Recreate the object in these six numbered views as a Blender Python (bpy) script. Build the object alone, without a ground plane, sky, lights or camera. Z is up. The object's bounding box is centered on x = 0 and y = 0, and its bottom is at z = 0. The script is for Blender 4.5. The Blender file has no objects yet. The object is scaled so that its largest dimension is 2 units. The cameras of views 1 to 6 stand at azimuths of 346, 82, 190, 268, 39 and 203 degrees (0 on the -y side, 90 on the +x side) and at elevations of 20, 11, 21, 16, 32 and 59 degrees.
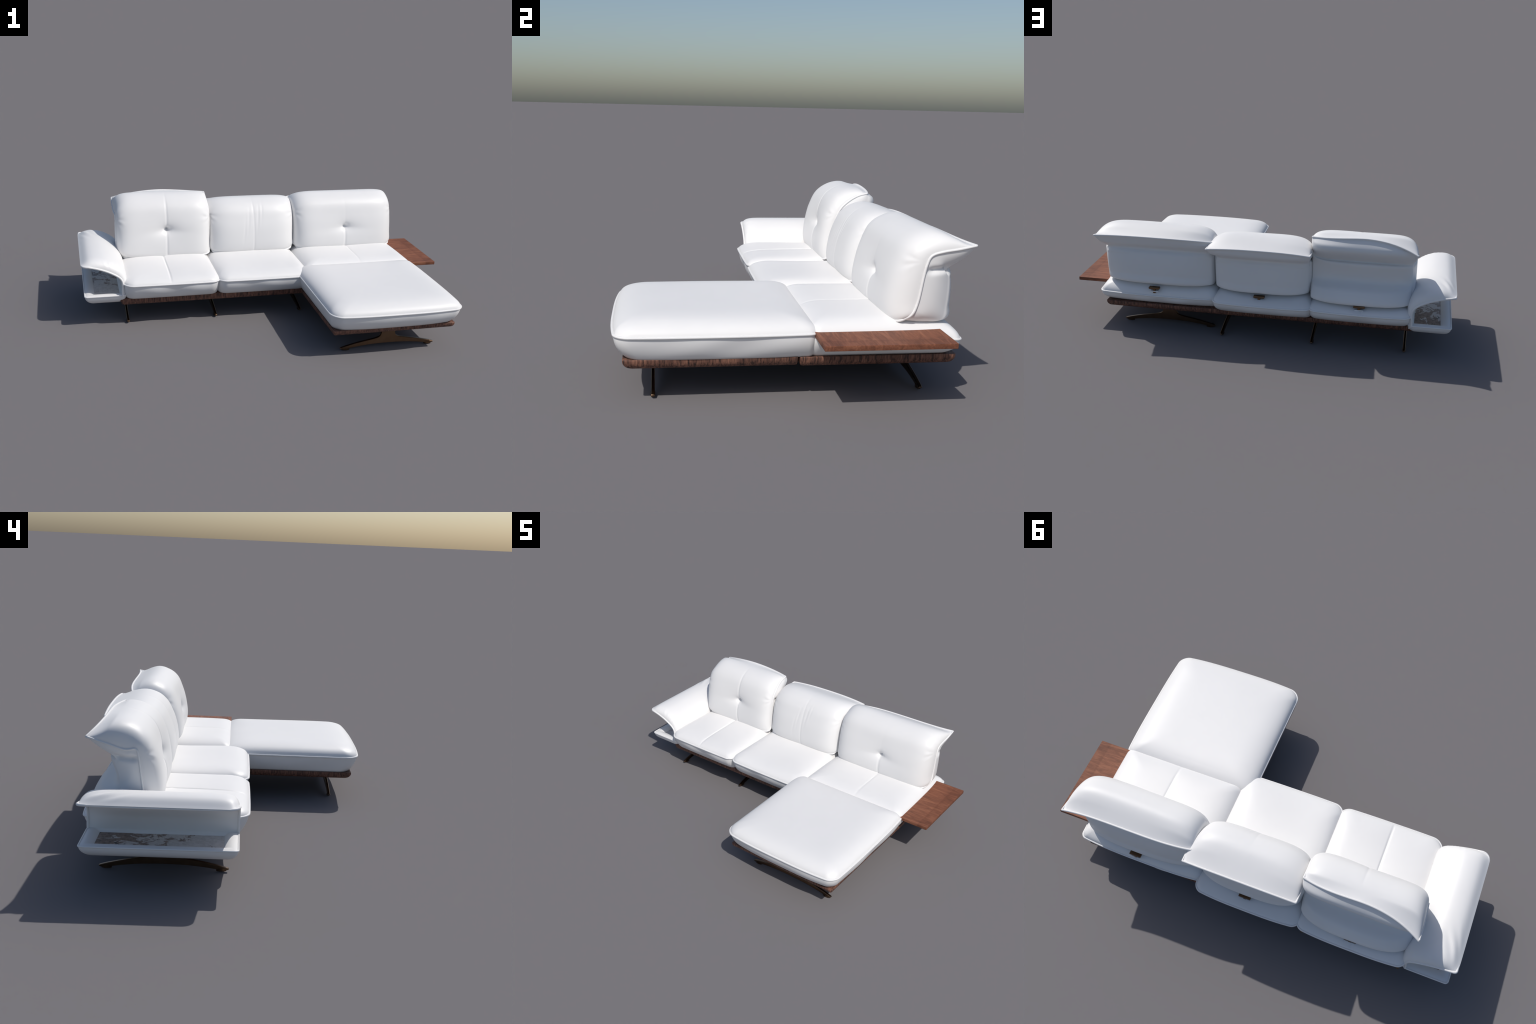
import bpy, math, random
import numpy as np

random.seed(7)
TAU = 2 * math.pi

# ------------------------------------------------------------------ materials
def new_mat(name):
    m = bpy.data.materials.new(name)
    m.use_nodes = True
    nt = m.node_tree
    bsdf = nt.nodes["Principled BSDF"]
    tc = nt.nodes.new("ShaderNodeTexCoord")
    return m, nt, bsdf, tc

def noise(nt, vec, scale, detail=4.0, rough=0.55, mapscale=None, loc=(0, 0, 0), distort=0.0):
    mp = nt.nodes.new("ShaderNodeMapping")
    if mapscale:
        mp.inputs["Scale"].default_value = mapscale
    mp.inputs["Location"].default_value = loc
    nt.links.new(vec, mp.inputs["Vector"])
    n = nt.nodes.new("ShaderNodeTexNoise")
    n.inputs["Scale"].default_value = scale
    n.inputs["Detail"].default_value = detail
    n.inputs["Roughness"].default_value = rough
    n.inputs["Distortion"].default_value = distort
    nt.links.new(mp.outputs["Vector"], n.inputs["Vector"])
    return n.outputs["Fac"]

def ramp(nt, fac, stops):
    r = nt.nodes.new("ShaderNodeValToRGB")
    el = r.color_ramp.elements
    while len(el) < len(stops):
        el.new(0.5)
    for e, (p, c) in zip(el, stops):
        e.position = p
        e.color = (*c, 1)
    nt.links.new(fac, r.inputs["Fac"])
    return r.outputs["Color"]

def mix(nt, fac, a, b, mode="MIX"):
    n = nt.nodes.new("ShaderNodeMix")
    n.data_type = "RGBA"
    n.blend_type = mode
    for sock, v in ((n.inputs[0], fac), (n.inputs[6], a), (n.inputs[7], b)):
        if isinstance(v, bpy.types.NodeSocket):
            nt.links.new(v, sock)
        elif isinstance(v, (int, float)):
            sock.default_value = v
        else:
            sock.default_value = (*v, 1)
    return n.outputs[2]

def bump(nt, bsdf, height, strength, dist=0.002):
    b = nt.nodes.new("ShaderNodeBump")
    b.inputs["Strength"].default_value = strength
    b.inputs["Distance"].default_value = dist
    nt.links.new(height, b.inputs["Height"])
    nt.links.new(b.outputs["Normal"], bsdf.inputs["Normal"])

def leather():
    m, nt, bs, tc = new_mat("white_leather")
    f = noise(nt, tc.outputs["Object"], 6.0, 3)
    nt.links.new(ramp(nt, f, [(0.3, (0.785, 0.78, 0.777)), (0.7, (0.80, 0.795, 0.792))]), bs.inputs["Base Color"])
    bs.inputs["Roughness"].default_value = 0.46
    bs.inputs["Specular IOR Level"].default_value = 0.4
    g = noise(nt, tc.outputs["Object"], 260.0, 2)
    bump(nt, bs, g, 0.04, 0.001)
    return m

def table_wood():
    m, nt, bs, tc = new_mat("walnut_veneer")
    o = tc.outputs["Object"]
    fine = noise(nt, o, 1.0, 6, 0.6, (9, 240, 240), distort=0.5)
    broad = noise(nt, o, 1.0, 4, 0.6, (9, 42, 42), loc=(3, 1, 0), distort=1.6)
    c1 = ramp(nt, broad, [(0.30, (0.165, 0.066, 0.040)), (0.50, (0.235, 0.092, 0.053)), (0.72, (0.325, 0.138, 0.079))])
    c2 = ramp(nt, fine, [(0.35, (0.72, 0.70, 0.70)), (0.6, (1, 1, 1))])
    col = mix(nt, 0.7, c1, c2, "MULTIPLY")
    # the veneer sheet ends short of the outer edge; the strip beyond is darker
    sep = nt.nodes.new("ShaderNodeSeparateXYZ")
    nt.links.new(o, sep.inputs[0])
    strip = ramp(nt, sep.outputs["X"], [(0.944, (1, 1, 1)), (0.948, (0.80, 0.78, 0.78)), (0.962, (0.86, 0.85, 0.85)), (1.0, (0.92, 0.90, 0.90))])
    nt.links.new(mix(nt, 1.0, col, strip, "MULTIPLY"), bs.inputs["Base Color"])
    bs.inputs["Roughness"].default_value = 0.6
    bs.inputs["Specular IOR Level"].default_value = 0.2
    bump(nt, bs, fine, 0.08)
    return m

def base_wood():
    m, nt, bs, tc = new_mat("dark_walnut")
    o = tc.outputs["Object"]
    # grain runs vertically, so the streaks vary along x and y only
    fine = noise(nt, o, 1.0, 5, 0.65, (165, 165, 4), distort=0.3)
    broad = noise(nt, o, 1.0, 3, 0.5, (24, 24, 1.5), loc=(2, 5, 0))
    c1 = ramp(nt, fine, [(0.36, (0.040, 0.025, 0.022)), (0.49, (0.155, 0.074, 0.052)), (0.64, (0.28, 0.135, 0.090))])
    c2 = ramp(nt, broad, [(0.3, (0.6, 0.6, 0.64)), (0.65, (1, 1, 1))])
    nt.links.new(mix(nt, 0.8, c1, c2, "MULTIPLY"), bs.inputs["Base Color"])
    bs.inputs["Roughness"].default_value = 0.55
    bs.inputs["Specular IOR Level"].default_value = 0.3
    bump(nt, bs, fine, 0.1)
    return m

def bronze():
    m, nt, bs, tc = new_mat("brushed_bronze")
    f = noise(nt, tc.outputs["Object"], 30.0, 3)
    nt.links.new(ramp(nt, f, [(0.3, (0.155, 0.098, 0.060)), (0.7, (0.185, 0.120, 0.076))]), bs.inputs["Base Color"])
    bs.inputs["Metallic"].default_value = 1.0
    bs.inputs["Roughness"].default_value = 0.32
    return m

def marble():
    m, nt, bs, tc = new_mat("veined_stone")
    o = tc.outputs["Object"]
    patch = noise(nt, o, 1.0, 9, 0.68, (19, 13, 9), loc=(1.3, 0.9, 0), distort=0.9)
    grain = noise(nt, o, 70.0, 5, 0.65)
    ink = noise(nt, o, 1.0, 5, 0.6, (40, 24, 20), loc=(7.7, 2.2, 0), distort=1.2)
    sep = nt.nodes.new("ShaderNodeSeparateXYZ")
    nt.links.new(o, sep.inputs[0])
    mr = nt.nodes.new("ShaderNodeMapRange")      # the brown veins gather towards the back half
    mr.inputs["From Min"].default_value = 0.08
    mr.inputs["From Max"].default_value = 0.50
    mr.inputs["To Min"].default_value = -0.13
    mr.inputs["To Max"].default_value = 0.09
    nt.links.new(sep.outputs["Y"], mr.inputs["Value"])
    add = nt.nodes.new("ShaderNodeMath")
    nt.links.new(patch, add.inputs[0])
    nt.links.new(mr.outputs[0], add.inputs[1])
    mask = ramp(nt, add.outputs[0], [(0.495, (0, 0, 0)), (0.515, (1, 1, 1))])
    white = ramp(nt, grain, [(0.35, (0.52, 0.48, 0.455)), (0.6, (0.64, 0.60, 0.57))])
    brown = ramp(nt, grain, [(0.38, (0.13, 0.085, 0.066)), (0.62, (0.31, 0.22, 0.175))])
    col = mix(nt, mask, white, brown)
    add2 = nt.nodes.new("ShaderNodeMath")
    nt.links.new(ink, add2.inputs[0])
    nt.links.new(mr.outputs[0], add2.inputs[1])
    inkm = ramp(nt, add2.outputs[0], [(0.69, (0, 0, 0)), (0.71, (1, 1, 1))])
    nt.links.new(mix(nt, inkm, col, (0.02, 0.022, 0.025)), bs.inputs["Base Color"])
    bs.inputs["Roughness"].default_value = 0.35
    return m

LEATHER, TABLE, BASE, BRONZE, STONE = leather(), table_wood(), base_wood(), bronze(), marble()

# ------------------------------------------------------------------ mesh helpers
class Builder:
    def __init__(self):
        self.v, self.f = [], []
    def grid(self, P, flip=False, wrap_u=False, wrap_v=False):
        """P[i][j] -> quads."""
        P = np.asarray(P, float)
        nu, nv = P.shape[:2]
        o = len(self.v)
        self.v += [tuple(p) for p in P.reshape(-1, 3)]
        for i in range(nu if wrap_u else nu - 1):
            for j in range(nv if wrap_v else nv - 1):
                a, b = o + i * nv + j, o + ((i + 1) % nu) * nv + j
                c, d = o + ((i + 1) % nu) * nv + (j + 1) % nv, o + i * nv + (j + 1) % nv
                self.f.append((a, d, c, b) if flip else (a, b, c, d))
    def make(self, name, mat, parent, sharp=None, merge=1e-5):
        me = bpy.data.meshes.new(name)
        me.from_pydata(self.v, [], self.f)
        import bmesh
        bm = bmesh.new()
        bm.from_mesh(me)
        bmesh.ops.remove_doubles(bm, verts=bm.verts, dist=merge)
        bmesh.ops.dissolve_degenerate(bm, dist=1e-6, edges=bm.edges)
        bmesh.ops.recalc_face_normals(bm, faces=bm.faces)
        if sharp is not None:
            for e in bm.edges:
                if len(e.link_faces) == 2 and e.calc_face_angle(0) > sharp:
                    e.smooth = False
        bm.to_mesh(me)
        bm.free()
        me.polygons.foreach_set("use_smooth", [True] * len(me.polygons))
        me.materials.append(mat)
        ob = bpy.data.objects.new(name, me)
        bpy.context.scene.collection.objects.link(ob)
        ob.parent = parent
        return ob

def spline(ctrl, n, closed=False):
    """Catmull-Rom through control points, n samples, uniform in control index."""
    C = np.asarray(ctrl, float)
    m = len(C)
    out = []
    span = m if closed else m - 1
    for k in range(n):
        u = span * k / (n if closed else n - 1)
        i = min(int(u), span - 1)
        t = u - i
        def g(q):
            if closed:
                return C[q % m]
            if q < 0:
                return 2 * C[0] - C[1]
            if q >= m:
                return 2 * C[-1] - C[-2]
            return C[q]
        p0, p1, p2, p3 = g(i - 1), g(i), g(i + 1), g(i + 2)
        out.append(0.5 * (2 * p1 + (p2 - p0) * t + (2 * p0 - 5 * p1 + 4 * p2 - p3) * t * t
                          + (3 * p1 - p0 - 3 * p2 + p3) * t ** 3))
    return np.array(out)

def tube(name, path, r, mat, parent, closed=True, sides=8):
    P = np.asarray(path, float)
    keep = [0]
    for i in range(1, len(P)):
        if np.linalg.norm(P[i] - P[keep[-1]]) > 1e-4:
            keep.append(i)
    P = P[keep]
    if closed and np.linalg.norm(P[0] - P[-1]) < 1e-4:
        P = P[:-1]
    n = len(P)
    T = np.roll(P, -1, 0) - np.roll(P, 1, 0)
    if not closed:
        T[0], T[-1] = P[1] - P[0], P[-1] - P[-2]
    T /= np.linalg.norm(T, axis=1)[:, None] + 1e-12
    N = np.cross(T[0], [0.3, 0.2, 0.9]); N /= np.linalg.norm(N)
    rings, Ns = [], []
    for i in range(n):
        N = N - T[i] * (N @ T[i]); N /= np.linalg.norm(N)
        Ns.append(N.copy())
    # spread the leftover twist over a closed tube
    tw = 0.0
    if closed:
        N2 = Ns[-1] - T[0] * (Ns[-1] @ T[0]); N2 /= np.linalg.norm(N2)
        tw = math.atan2(np.cross(N2, Ns[0]) @ T[0], N2 @ Ns[0])
    for i in range(n):
        B = np.cross(T[i], Ns[i]); a0 = tw * i / n
        rings.append([P[i] + r * (math.cos(a0 + TAU * k / sides) * Ns[i] + math.sin(a0 + TAU * k / sides) * B)
                      for k in range(sides)])
    b = Builder()
    b.grid(rings, wrap_u=closed, wrap_v=True)
    return b.make(name, mat, parent)

def rounded_rect(x0, x1, y0, y1, radii, per=14, edge=26):
    """closed outline, counter-clockwise from front-left; radii = (fl, fr, br, bl)"""
    cs = [(x0, y0, 1, 1, math.pi), (x1, y0, -1, 1, 1.5 * math.pi), (x1, y1, -1, -1, 0), (x0, y1, 1, -1, 0.5 * math.pi)]
    pts = []
    for (cx, cy, sx, sy, a), r in zip(cs, radii):
        for k in range(per + 1):
            t = a + 0.5 * math.pi * k / per
            pts.append((cx + sx * r + r * math.cos(t), cy + sy * r + r * math.sin(t)))
    out = []
    for i, p in enumerate(pts):
        q = pts[(i + 1) % len(pts)]
        L = math.dist(p, q)
        m = edge if L > 0.05 else 1
        for k in range(m):
            out.append((p[0] + (q[0] - p[0]) * k / m, p[1] + (q[1] - p[1]) * k / m))
    return np.array(out)

def wob(x, y, seed, amp):
    """gentle, smooth unevenness of stuffed leather"""
    s = 0.0
    rr = random.Random(seed)
    for _ in range(5):
        kx, ky, ph = rr.uniform(-14, 14), rr.uniform(-14, 14), rr.uniform(0, TAU)
        s = s + np.sin(kx * x + ky * y + ph)
    return amp * s / 2.5

# ------------------------------------------------------------------ seat cushions
def seat(name, box, zf, zr, top, zb, inset, radii, parent, seam=None, seed=1, n=7.0, q=0.56, crown=0.0, drop=None, bow=(0, 0, 0, 0), stitch=1.0):
    """box x0,x1,y0,y1 at the piping; zf/zr piping height front/rear; top height; zb bottom;
    inset = how far the bottom draws in (left,right,front,rear)"""
    x0, x1, y0, y1 = box
    O = rounded_rect(x0, x1, y0, y1, radii, edge=90)
    # stuffed sides belly outwards between the corners (left, right, front, rear)
    hx, hy = (x1 - x0) / 2, (y1 - y0) / 2
    ux, uy = (O[:, 0] - (x0 + x1) / 2) / hx, (O[:, 1] - (y0 + y1) / 2) / hy
    ax, ay = 1 - np.abs(ux) ** 3, 1 - np.abs(uy) ** 3
    O = np.column_stack([O[:, 0] + ay * np.where(ux > 0, bow[1], -bow[0]) * np.abs(ux) ** 3,
                         O[:, 1] + ax * np.where(uy > 0, bow[3], -bow[2]) * np.abs(uy) ** 3])
    c = np.array([(x0 + x1) / 2, (y0 + y1) / 2])
    def zpipe(y):
        t = np.clip((y - y0) / (y1 - y0), 0, 1)
        return zf + (zr - zf) * t ** 2
    K = 70
    rings = []
    for k in range(K + 1):
        r = 1 - (k / K) ** 1.5
        Q = c + (O - c) * r
        x, y = Q[:, 0], Q[:, 1]
        f = max(1 - r ** n, 0) ** q
        base = zpipe(c[1] + (O[:, 1] - c[1]))
        tz = top + crown * (1 - ((x - c[0]) / (x1 - x0) * 2) ** 2)
        if drop is not None:
            tz = tz + drop(y)
        z = base * (1 - f) + tz * f + wob(x, y, seed, 0.0022) * min(1, (1 - r) * 6)
        if seam is not None:
            sx = x - seam
            z = z - stitch * f * (0.0028 * np.exp(-(sx / 0.0045) ** 2) + 0.0035 * np.exp(-np.abs(sx) / 0.022) + 0.003 * np.exp(-(sx / 0.06) ** 2))
        rings.append(np.column_stack([x, y, z]))
    b = Builder()
    b.grid(rings, wrap_v=True)
    walls = []
    J = 12
    l, rt, fr, re = inset
    for j in range(J + 1):
        t = j / J
        e = t ** 2.3
        sx = (O[:, 0] - x0) / (x1 - x0); sy = (O[:, 1] - y0) / (y1 - y0)
        gx = x0 + l * e + sx * (x1 - x0 - (l + rt) * e)
        gy = y0 + fr * e + sy * (y1 - y0 - (fr + re) * e)
        ang = np.arctan2(O[:, 1] - c[1], O[:, 0] - c[0])
        fold = wob(ang * 0.8, t * 0.12 + 0 * ang, seed + 3, 0.0036) * math.sin(math.pi * t)
        nx, ny = np.cos(ang), np.sin(ang)
        z = zpipe(O[:, 1]) * (1 - t) + zb * t
        walls.append(np.column_stack([gx + nx * fold, gy + ny * fold, z]))
    b.grid(walls, wrap_v=True, flip=True)
    low = walls[-1]
    cl = np.array([c[0], c[1], zb])
    b.grid([cl + (low - cl) * s for s in (1, 0.6, 0.0)], wrap_v=True, flip=True)
    ob = b.make(name, LEATHER, parent)
    path = np.column_stack([c + (O - c) * 1.004, zpipe(O[:, 1])])
    tube("piping", path, 0.0046, LEATHER, ob)
    return ob

# ------------------------------------------------------------------ backrests
def backrest(name, left, mid, right, xl, xr, parent, dent=None, seed=1, n=7.0, m=2.0, pipe=2.5, crease=(.446, .446)):
    """left/mid/right: 16 aligned profile points (y,z) round the section: 0..8 run up the front to
    the rear piping of the head roll, 9..15 down the back and under; xl/xr: 16 x positions of the
    two end outlines."""
    N = 110
    def chains(p):
        p = np.asarray(p, float)
        return spline(p[:9], N), spline(np.vstack([p[8:], p[:1]]), N)
    L = [chains(np.column_stack([xl, np.array(left)])), chains(np.column_stack([xr, np.array(right)]))]
    Mf, Mb = chains(mid)
    T = 170
    rowsF, rowsB = [], []
    for k in range(T + 1):
        s = -1 + 2 * k / T
        t = math.sin(math.pi / 2 * s) * 0.75 + s * 0.25
        w = max(1 - abs(t) ** n, 0) ** (1 / m)
        h = (1 + t) / 2
        def blend(ch, M, wt):
            E = L[0][ch] * (1 - h) + L[1][ch] * h
            x = E[:, 0]
            yz = E[:, 1:] * (1 - wt)[:, None] + M * wt[:, None]
            return x, yz
        # the piped rear edge of the head roll runs nearly straight between its corners
        uf = np.linspace(0, 1, N); ub = np.linspace(0, 1, N)
        wtip = 1 - abs(t) ** pipe
        wf = w + (wtip - w) * np.clip((uf - 0.93) / 0.07, 0, 1)
        wb = w + (wtip - w) * np.clip((0.07 - ub) / 0.07, 0, 1)
        x, yz = blend(0, Mf, wf)
        y, z = yz[:, 0], yz[:, 1]
        env = w * np.clip(uf * 10, 0, 1) * np.clip((0.97 - uf) * 8, 0, 1)
        y = y + env * wob(x, z, seed, 0.003)
        # pinched creases fanning out of the corners where the head roll folds back
        for xe, sg in ((xl[4], 1), (xr[4], -1)):
            ax, az = (x - xe) * sg, z - 0.478
            rad = np.hypot(ax, az) + 1e-6
            fan = np.sin(7.0 * np.arctan2(az, ax + 0.004) + seed)
            y = y + env * np.where(uf < 0.85, 1, 0) * 0.0020 * fan * np.exp(-((rad - 0.024) / 0.022) ** 2)
        if dent:
            y = y + env * dent(x, z, uf)
        rowsF.append(np.column_stack([x, y, z]))
        # the back panel is rounder across than the front
        wk = max(1 - abs(t) ** 3.2, 0) ** 0.6
        wb = wb + (wk - wb) * np.clip((ub - 0.30) / 0.1, 0, 1)
        x, yz = blend(1, Mb, wb)
        rowsB.append(np.column_stack([x, yz]))
    rowsF, rowsB = np.array(rowsF), np.array(rowsB)
    b = Builder()
    b.grid(rowsF)
    b.grid(rowsB)
    for F, B, sg, zc in ((rowsF[0], rowsB[0][::-1], -1, crease[0]), (rowsF[-1], rowsB[-1][::-1], 1, crease[1])):
        cap = []
        K = 16
        for k in range(K + 1):
            s = k / K
            P = F * (1 - s) + B * s
            P = P.copy()
            wd = np.linalg.norm(F - B, axis=1)
            P[:, 0] += sg * np.minimum(0.10 * wd, 0.009) * math.sin(math.pi * s)
            P[:, 0] -= sg * 0.014 * np.exp(-((P[:, 2] - zc - 0.004 * s) / 0.010) ** 2) * min(1, s * 4) * min(1, (1 - s) * 4)
            cap.append(P)
        b.grid(cap)
    ob = b.make(name, LEATHER, parent, sharp=math.radians(60))
    path = np.vstack([rowsF[-1], rowsF[::-1, -1][1:], rowsF[0][::-1][1:], rowsF[:, 0][1:-1]])
    tube("piping", path, 0.0046, LEATHER, ob)
    return ob

# ------------------------------------------------------------------ slabs, legs
def slab(name, box, zt, zb, inset, radii, mat, parent, lip=0.004, round_profile=True):
    x0, x1, y0, y1 = box
    O = rounded_rect(x0, x1, y0, y1, radii, per=5, edge=4)
    l, r, f, k = inset
    c = np.array([(x0 + x1) / 2, (y0 + y1) / 2])
    def ring(e, z, sc=1.0):
        sx = (O[:, 0] - x0) / (x1 - x0); sy = (O[:, 1] - y0) / (y1 - y0)
        x = x0 + l * e + sx * (x1 - x0 - (l + r) * e)
        y = y0 + f * e + sy * (y1 - y0 - (f + k) * e)
        return np.column_stack([c[0] + (x - c[0]) * sc, c[1] + (y - c[1]) * sc, np.full(len(x), z)])
    rings = [ring(0, zt, 0.0), ring(0.03, zt), ring(0, zt - 0.0012), ring(0, zt - lip)]
    if round_profile:
        for j in range(1, 9):
            a = 0.5 * math.pi * j / 8
            rings.append(ring(1 - math.cos(a), zt - lip - (zt - lip - zb) * math.sin(a)))
    else:
        rings += [ring(0, zb + 0.0012), ring(0.03, zb)]
    rings.append(ring(1.0 if round_profile else 0.03, zb, 0.0))
    b = Builder()
    b.grid(rings, wrap_v=True)
    return b.make(name, mat, parent, sharp=math.radians(35))

def leg_mesh(half, thick, ztop):
    """sled leg: a plate with a short stem flaring into two long low arms; local u along, z up"""
    k = half / 0.253
    up = [(0.0, ztop), (0.034, ztop), (0.0355, 0.088), (0.039, 0.072), (0.048, 0.061), (0.064, 0.0545), (0.10, 0.0475),
          (0.15, 0.0385), (0.20, 0.0275), (0.235, 0.0185), (0.252, 0.0125)]
    dn = [(0.0, 0.0245), (0.02, 0.0244), (0.035, 0.0242), (0.05, 0.0238), (0.10, 0.0215), (0.15, 0.0165), (0.185, 0.0115), (0.21, 0.007), (0.235, 0.005), (0.25, 0.0065)]
    U = spline([(a * k if i > 3 else a, z) for i, (a, z) in enumerate(up)], 46)
    D = spline([(a * k, z) for a, z in dn], 46)
    # right half columns, then mirrored
    b = Builder()
    e = 0.0018
    def side(sg):
        rows = []
        for (ua, uz), (da, dz) in zip(U[::-1], D[::-1]):
            row = []
            # closed ring across the plate: bevelled rectangle
            for (uu, zz, off) in ((ua, uz, -thick / 2 + e), (ua, uz, thick / 2 - e), (ua, uz - e, thick / 2),
                                  (da, dz + e, thick / 2), (da, dz, thick / 2 - e), (da, dz, -thick / 2 + e),
                                  (da, dz + e, -thick / 2), (ua, uz - e, -thick / 2)):
                row.append((sg * uu, off, zz))
            rows.append(row)
        b.grid(rows, wrap_v=True)
        # rounded tip
        tip = rows[0]
        cen = np.mean(tip, axis=0) + np.array([sg * 0.002, 0, 0])
        b.grid([tip, [tuple(cen + (np.array(p) - cen) * 0.55 + np.array([sg * 0.001, 0, 0])) for p in tip], [tuple(cen)] * 8], wrap_v=True)
        # glide under the arm end
        gl = []
        for rr, z in ((0.0, 0.0), (0.0065, 0.0), (0.0085, 0.001), (0.0085, 0.006), (0.0085, 0.012), (0, 0.012)):
            gl.append([(sg * (half - 0.030) + 2.4 * rr * math.cos(TAU * i / 20), rr * math.sin(TAU * i / 20), z) for i in range(20)])
        b.grid(gl, wrap_v=True)
    side(1); side(-1)
    return b

# ================================================================== build
root = bpy.data.objects.new("sectional_sofa", None)
bpy.context.scene.collection.objects.link(root)
root["label"] = "white leather corner sofa with chaise, walnut base and shelf"
root["category"] = "sofa"

# --- walnut platform ------------------------------------------------
slab("base_frame", (-0.803, 0.822, 0.004, 0.546), 0.152, 0.1155, (0.02, 0.026, 0.010, 0.030), (0.006,) * 4, BASE, root)
slab("chaise_frame", (0.178, 0.822, -0.578, -0.001), 0.154, 0.1195, (0.024, 0.024, 0.038, 0.004), (0.006,) * 4, BASE, root)

# --- seats ----------------------------------------------------------
rear_fall = lambda y: -0.034 * np.clip((y - 0.36) / 0.24, 0, 1) ** 1.5
seat("seat_cushion", (-0.784, -0.275, -0.040, 0.600), 0.236, 0.218, 0.276, 0.153, (0.008, 0.006, 0.036, 0.055),
     (0.055, 0.05, 0.035, 0.035), root, seam=-0.538, seed=11, drop=rear_fall, bow=(0, 0, 0.004, 0.013))
seat("seat_cushion", (-0.285, 0.226, -0.042, 0.600), 0.236, 0.218, 0.276, 0.153, (0.006, 0.008, 0.036, 0.055),
     (0.05, 0.05, 0.035, 0.035), root, seed=23, drop=rear_fall, bow=(0, 0, 0.004, 0.013))
seat("seat_cushion", (0.214, 0.847, 0.036, 0.551), 0.236, 0.208, 0.283, 0.153, (0.006, 0.035, 0.004, 0.040),
     (0.03, 0.03, 0.022, 0.03), root, seam=0.546, stitch=0.45, seed=31, drop=rear_fall, bow=(0, 0, 0, 0.014))
seat("chaise_cushion", (0.163, 0.847, -0.598, 0.062), 0.236, 0.238, 0.288, 0.153, (0.024, 0.032, 0.036, 0.004),
     (0.055, 0.045, 0.03, 0.045), root, seed=41, bow=(0, 0.009, 0.019, 0))

# --- backrests ------------------------------------------------------
edge_r = [(.352, .278), (.376, .300), (.393, .344), (.407, .423), (.416, .464), (.432, .496), (.472, .510), (.525, .519), (.582, .531),
          (.545, .485), (.492, .444), (.503, .42), (.505, .38), (.500, .317), (.488, .272), (.42, .266)]
edge_rl = [(.345, .278), (.368, .300), (.382, .344), (.395, .423), (.404, .462), (.420, .490), (.455, .502), (.500, .512), (.545, .522),
          (.520, .480), (.485, .444), (.500, .42), (.503, .38), (.500, .317), (.488, .272), (.42, .266)]
mid_r = [(.316, .262), (.298, .285), (.294, .335), (.305, .400), (.325, .463), (.355, .525), (.403, .562), (.470, .575), (.567, .533),
         (.550, .486), (.522, .455), (.538, .43), (.548, .38), (.550, .32), (.548, .27), (.43, .260)]
edge_m = [(.345, .278), (.368, .300), (.382, .344), (.394, .423), (.405, .464), (.427, .490), (.475, .498), (.535, .502), (.600, .506),
          (.560, .470), (.495, .435), (.505, .41), (.507, .38), (.502, .317), (.490, .272), (.42, .266)]
mid_m = [(.320, .262), (.306, .285), (.300, .330), (.308, .394), (.326, .450), (.355, .506), (.402, .544), (.478, .556), (.605, .518),
         (.592, .475), (.545, .445), (.552, .42), (.560, .38), (.565, .32), (.556, .268), (.43, .260)]
edge_ll = [(.352, .280), (.362, .305), (.370, .344), (.380, .423), (.386, .468), (.398, .500), (.440, .498), (.500, .518), (.583, .544),
           (.530, .500), (.476, .462), (.470, .43), (.456, .36), (.470, .315), (.510, .262), (.43, .268)]
edge_lr = [(.335, .278), (.350, .300), (.356, .344), (.360, .423), (.368, .472), (.388, .512), (.425, .545), (.465, .567), (.510, .580),
           (.512, .548), (.485, .505), (.482, .47), (.470, .355), (.495, .31), (.520, .262), (.42, .266)]
mid_l = [(.310, .262), (.296, .290), (.292, .345), (.301, .415), (.319, .480), (.350, .542), (.394, .580), (.454, .599), (.530, .594),
         (.560, .530), (.490, .462), (.512, .445), (.488, .355), (.562, .318), (.582, .258), (.43, .260)]

def xs(body, front, tip, back):
    return [body, front, front, front, front, front, (front + tip) / 2, tip, tip, (tip + back) / 2, back, back, back, back, back, back]

def button(x0, z0, depth, seam, up):
    def d(x, z, u):
        r = np.hypot((x - x0) / 1.25, z - z0)
        y = depth * (0.35 * np.exp(-(r / 0.012) ** 2) + 0.65 * np.exp(-r / 0.045))
        # pulled folds running sideways out of the button
        y = y + 0.010 * np.exp(-((z - z0 + 0.10 * np.abs(x - x0)) / 0.022) ** 2) * np.exp(-np.abs(x - x0) / 0.06)
        lower = np.where(z < z0, 1.0, up)
        y = y + lower * seam * (0.55 * np.exp(-((x - x0) / 0.005) ** 2) + 0.9 * np.exp(-np.abs(x - x0) / 0.03))
        return y
    return d

def wrinkles(x0):
    def d(x, z, u):
        y = 0.0010 * np.exp(-((x - x0) / 0.004) ** 2) + 0.0025 * np.exp(-np.abs(x - x0) / 0.04)
        for dx, zc, a in ((-0.03, 0.45, 0.0010), (0.026, 0.47, 0.0014), (0.05, 0.50, 0.0009), (-0.055, 0.40, 0.0008)):
            y = y + a * np.exp(-((x - x0 - dx - 0.1 * (z - zc)) / 0.006) ** 2) * np.exp(-((z - zc) / 0.06) ** 2)
        return y
    return d

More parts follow.
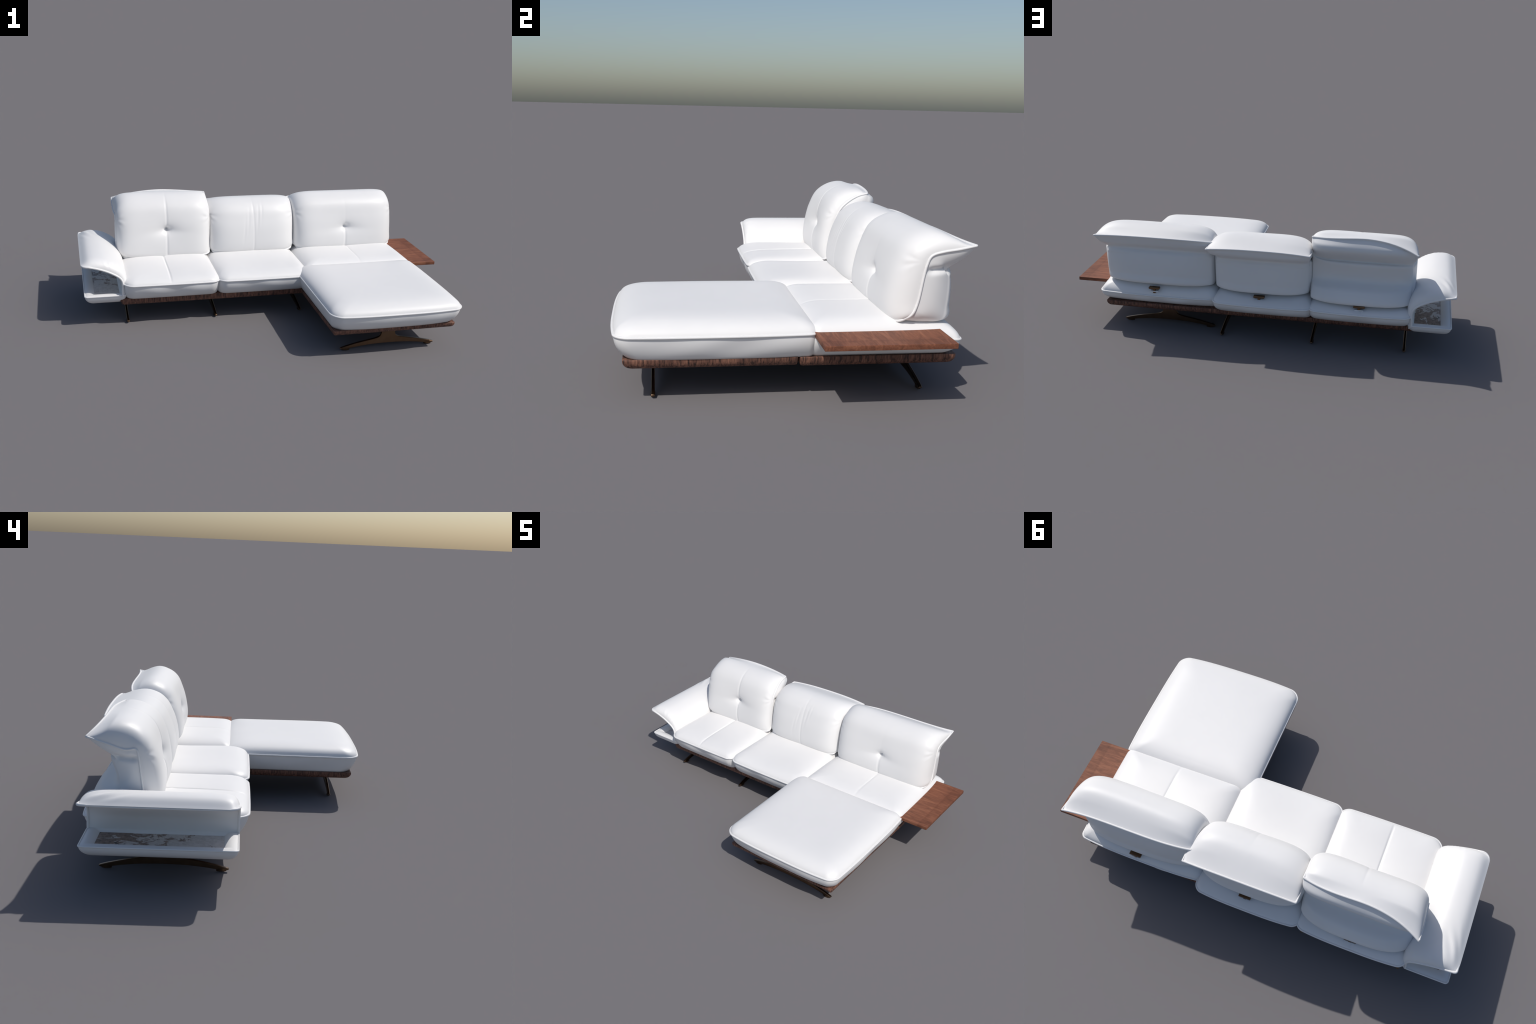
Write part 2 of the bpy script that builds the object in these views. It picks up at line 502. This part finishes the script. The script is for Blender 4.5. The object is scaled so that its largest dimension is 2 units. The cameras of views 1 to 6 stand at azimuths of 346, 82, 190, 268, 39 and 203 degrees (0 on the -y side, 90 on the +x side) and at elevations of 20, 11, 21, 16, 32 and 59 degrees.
backrest("backrest", edge_rl, mid_r, edge_r, xs(.250, .234, .231, .245), xs(.828, .843, .849, .814), root,
         dent=button(.540, .392, 0.030, 0.004, 0.15), seed=5)
backrest("backrest", edge_m, mid_m, edge_m, xs(-.252, -.268, -.276, -.262), xs(.216, .231, .250, .226), root,
         dent=wrinkles(-.012), seed=8, n=5.0)
backrest("backrest", edge_ll, mid_l, edge_lr, xs(-.770, -.793, -.800, -.780), xs(-.272, -.270, -.276, -.274), root,
         dent=button(-.514, .418, 0.040, 0.004, 0.8), seed=13, pipe=1.7, crease=(.462, .468))

# --- armrest --------------------------------------------------------
def armrest():
    y0, y1 = -0.003, 0.583
    under = spline([(-.790, .170), (-.789, .20), (-.787, .235), (-.792, .258), (-.806, .276), (-.832, .293), (-.875, .312), (-.93, .328), (-.993, .340)], 60)
    outer = spline([(-.772, .140), (-.766, .19), (-.763, .242), (-.769, .279), (-.792, .316), (-.838, .349), (-.893, .369), (-.955, .369), (-.999, .342)], 60)
    rows_o, rows_u = [], []
    T = 90
    for k in range(T + 1):
        s = -1 + 2 * k / T
        t = 0.8 * math.sin(math.pi / 2 * s) + 0.2 * s
        w = max(1 - abs(t) ** (13 if t < 0 else 12), 0) ** 0.5
        y = (y0 + y1) / 2 + t * (y1 - y0) / 2
        P = under * (1 - w) + outer * w
        u = np.linspace(0, 1, 60)
        # gathers in the leather where it is drawn onto the end piping
        e = (1 - abs(t)) * (y1 - y0) / 2
        amp = 0.0012 * math.exp(-((e - 0.018) / 0.016) ** 2)
        pl = amp * np.sin(u * 150 + 3 * np.sin(u * 31)) * np.clip((u - 0.3) * 4, 0, 1) * np.clip((0.88 - u) * 5, 0, 1)
        if t > 0:
            lean = np.exp(-((u - 0.86) / 0.07) ** 2) * math.exp(-((e - 0.10) / 0.07) ** 2)
            pl = pl + 0.003 * lean * np.sin(u * 60 + e * 60)
        P = P + np.column_stack([0.3 * pl, pl])
        rc = 0.034 if t < 0 else 0.010                      # rounded outer corners seen from above
        cut = max(0.0, rc - e) / rc
        dx = rc * (1 - math.sqrt(1 - cut * cut)) * np.clip((u - 0.55) / 0.45, 0, 1) ** 2
        P = P + np.column_stack([dx, 0 * dx])
        rows_o.append(np.column_stack([P[:, 0], np.full(60, y), P[:, 1]]))
        sag = 0.003 * (1 - t ** 4)
        puff = 0.022 * (1 - abs(t) ** 5) * np.exp(-((u - 0.40) / 0.20) ** 2)
        rows_u.append(np.column_stack([under[:, 0] - puff + dx, np.full(60, y), under[:, 1] - sag * np.clip((u - 0.5) * 2, 0, 1)]))
    b = Builder()
    b.grid(rows_o)
    b.grid(rows_u, flip=True)
    lo = np.array([r[0] for r in rows_o]); lu = np.array([r[0] for r in rows_u])
    b.grid([lo, lu])
    ob = b.make("armrest", LEATHER, root, sharp=math.radians(70))
    U0, U1 = np.array(rows_u[0]), np.array(rows_u[-1])
    path = np.vstack([U0, np.array(rows_u)[1:-1, -1], U1[::-1]])
    tube("piping", path, 0.0055, LEATHER, ob, closed=False)

    # open tray below: a padded rim round a stone inlay
    bx = (-.984, -.770, y0 - 0.001, y1 + 0.003)
    O = rounded_rect(*bx, (0.014, 0.02, 0.03, 0.014), per=8, edge=16)
    hole = rounded_rect(-.932, -.803, .052, .534, (0.002,) * 4, per=8, edge=16)
    rings = []
    for s in np.linspace(0, 1, 15):
        P = O * (1 - s) + hole * s
        z = 0.174 * (1 - s) + 0.164 * s + 0.009 * math.sin(math.pi * s) ** 0.8
        rings.append(np.column_stack([P, np.full(len(P), z)]))
    rings.append(np.column_stack([hole, np.full(len(hole), 0.158)]))
    t = Builder()
    t.grid(rings, wrap_v=True)
    wall = []
    for s in np.linspace(0, 1, 12):
        a = 0.5 * math.pi * s
        e = s ** 1.9
        sx = (O[:, 0] - bx[0]) / (bx[1] - bx[0]); sy = (O[:, 1] - bx[2]) / (bx[3] - bx[2])
        x = bx[0] + .040 * e + sx * (bx[1] - bx[0] - (.040 + .030) * e)
        y = bx[2] + .036 * e + sy * (bx[3] - bx[2] - (.036 + .045) * e)
        wall.append(np.column_stack([x, y, 0.174 - (0.174 - 0.127) * (1 - (1 - s) ** 1.3) + 0 * x]))
    t.grid(wall, wrap_v=True, flip=True)
    low = wall[-1]; cl = low.mean(0)
    t.grid([low, cl + (low - cl) * 0.0], wrap_v=True, flip=True)
    tray = t.make("armrest_tray", LEATHER, ob, sharp=math.radians(75))
    tube("piping", np.column_stack([O, np.full(len(O), 0.1745)]), 0.0036, LEATHER, ob)
    slab("stone_inlay", (-.9345, -.8005, .0495, .5365), 0.1650, 0.155, (0, 0, 0, 0), (0.002,) * 4, STONE, ob, round_profile=False)
armrest()

# --- side shelf -----------------------------------------------------
slab("side_shelf", (0.780, 0.9995, 0.048, 0.480), 0.244, 0.2265, (.02, .02, .02, .02), (0.001,) * 4, TABLE, root, round_profile=False)

# --- legs -----------------------------------------------------------
def place_legs():
    lb = leg_mesh(0.254, 0.013, 0.126)
    first = lb.make("leg", BRONZE, root, sharp=math.radians(40))
    # bridge of the stem
    spots = [((0.506, -0.480, 0), 0, 1.0), ((0.504, 0.450, 0), 0, 1.0),
             ((-0.762, 0.289, 0), 90, 1.02), ((-0.286, 0.289, 0), 90, 1.02), ((0.194, 0.289, 0), 90, 1.02)]
    for i, (loc, rot, sc) in enumerate(spots):
        o = first if i == 0 else first.copy()
        if i:
            bpy.context.scene.collection.objects.link(o)
            o.parent = root
        o.location = loc
        o.rotation_euler = (0, 0, math.radians(rot))
        o.scale = (sc, 1, 1)
place_legs()

# --- hinge brackets behind the backrests ----------------------------
def brackets():
    def box(b, cx, cy, cz, sx, sy, sz):
        e = 0.0012
        O = rounded_rect(cx - sx / 2, cx + sx / 2, cy - sy / 2, cy + sy / 2, (0.001,) * 4, per=2, edge=1)
        c = np.array([cx, cy])
        R = lambda s, z: np.column_stack([c + (O - c) * s, np.full(len(O), z)])
        b.grid([R(0, cz + sz / 2), R(0.96, cz + sz / 2), R(1, cz + sz / 2 - e), R(1, cz - sz / 2 + e), R(0.96, cz - sz / 2), R(0, cz - sz / 2)], wrap_v=True)
    for x, y, z in ((0.546, 0.566, 0.252), (-0.015, 0.572, 0.254), (-0.527, 0.587, 0.252)):
        b = Builder()
        box(b, x, y - 0.010, z, 0.057, 0.020, 0.010)
        box(b, x, y - 0.008, z - 0.015, 0.013, 0.014, 0.024)
        ob = b.make("bracket", BRONZE, root, sharp=math.radians(35))
        p = Builder()
        box(p, x, y - 0.010, z - 0.017, 0.044, 0.020, 0.005)
        p.make("bracket_plate", LEATHER, ob, sharp=math.radians(35))
brackets()
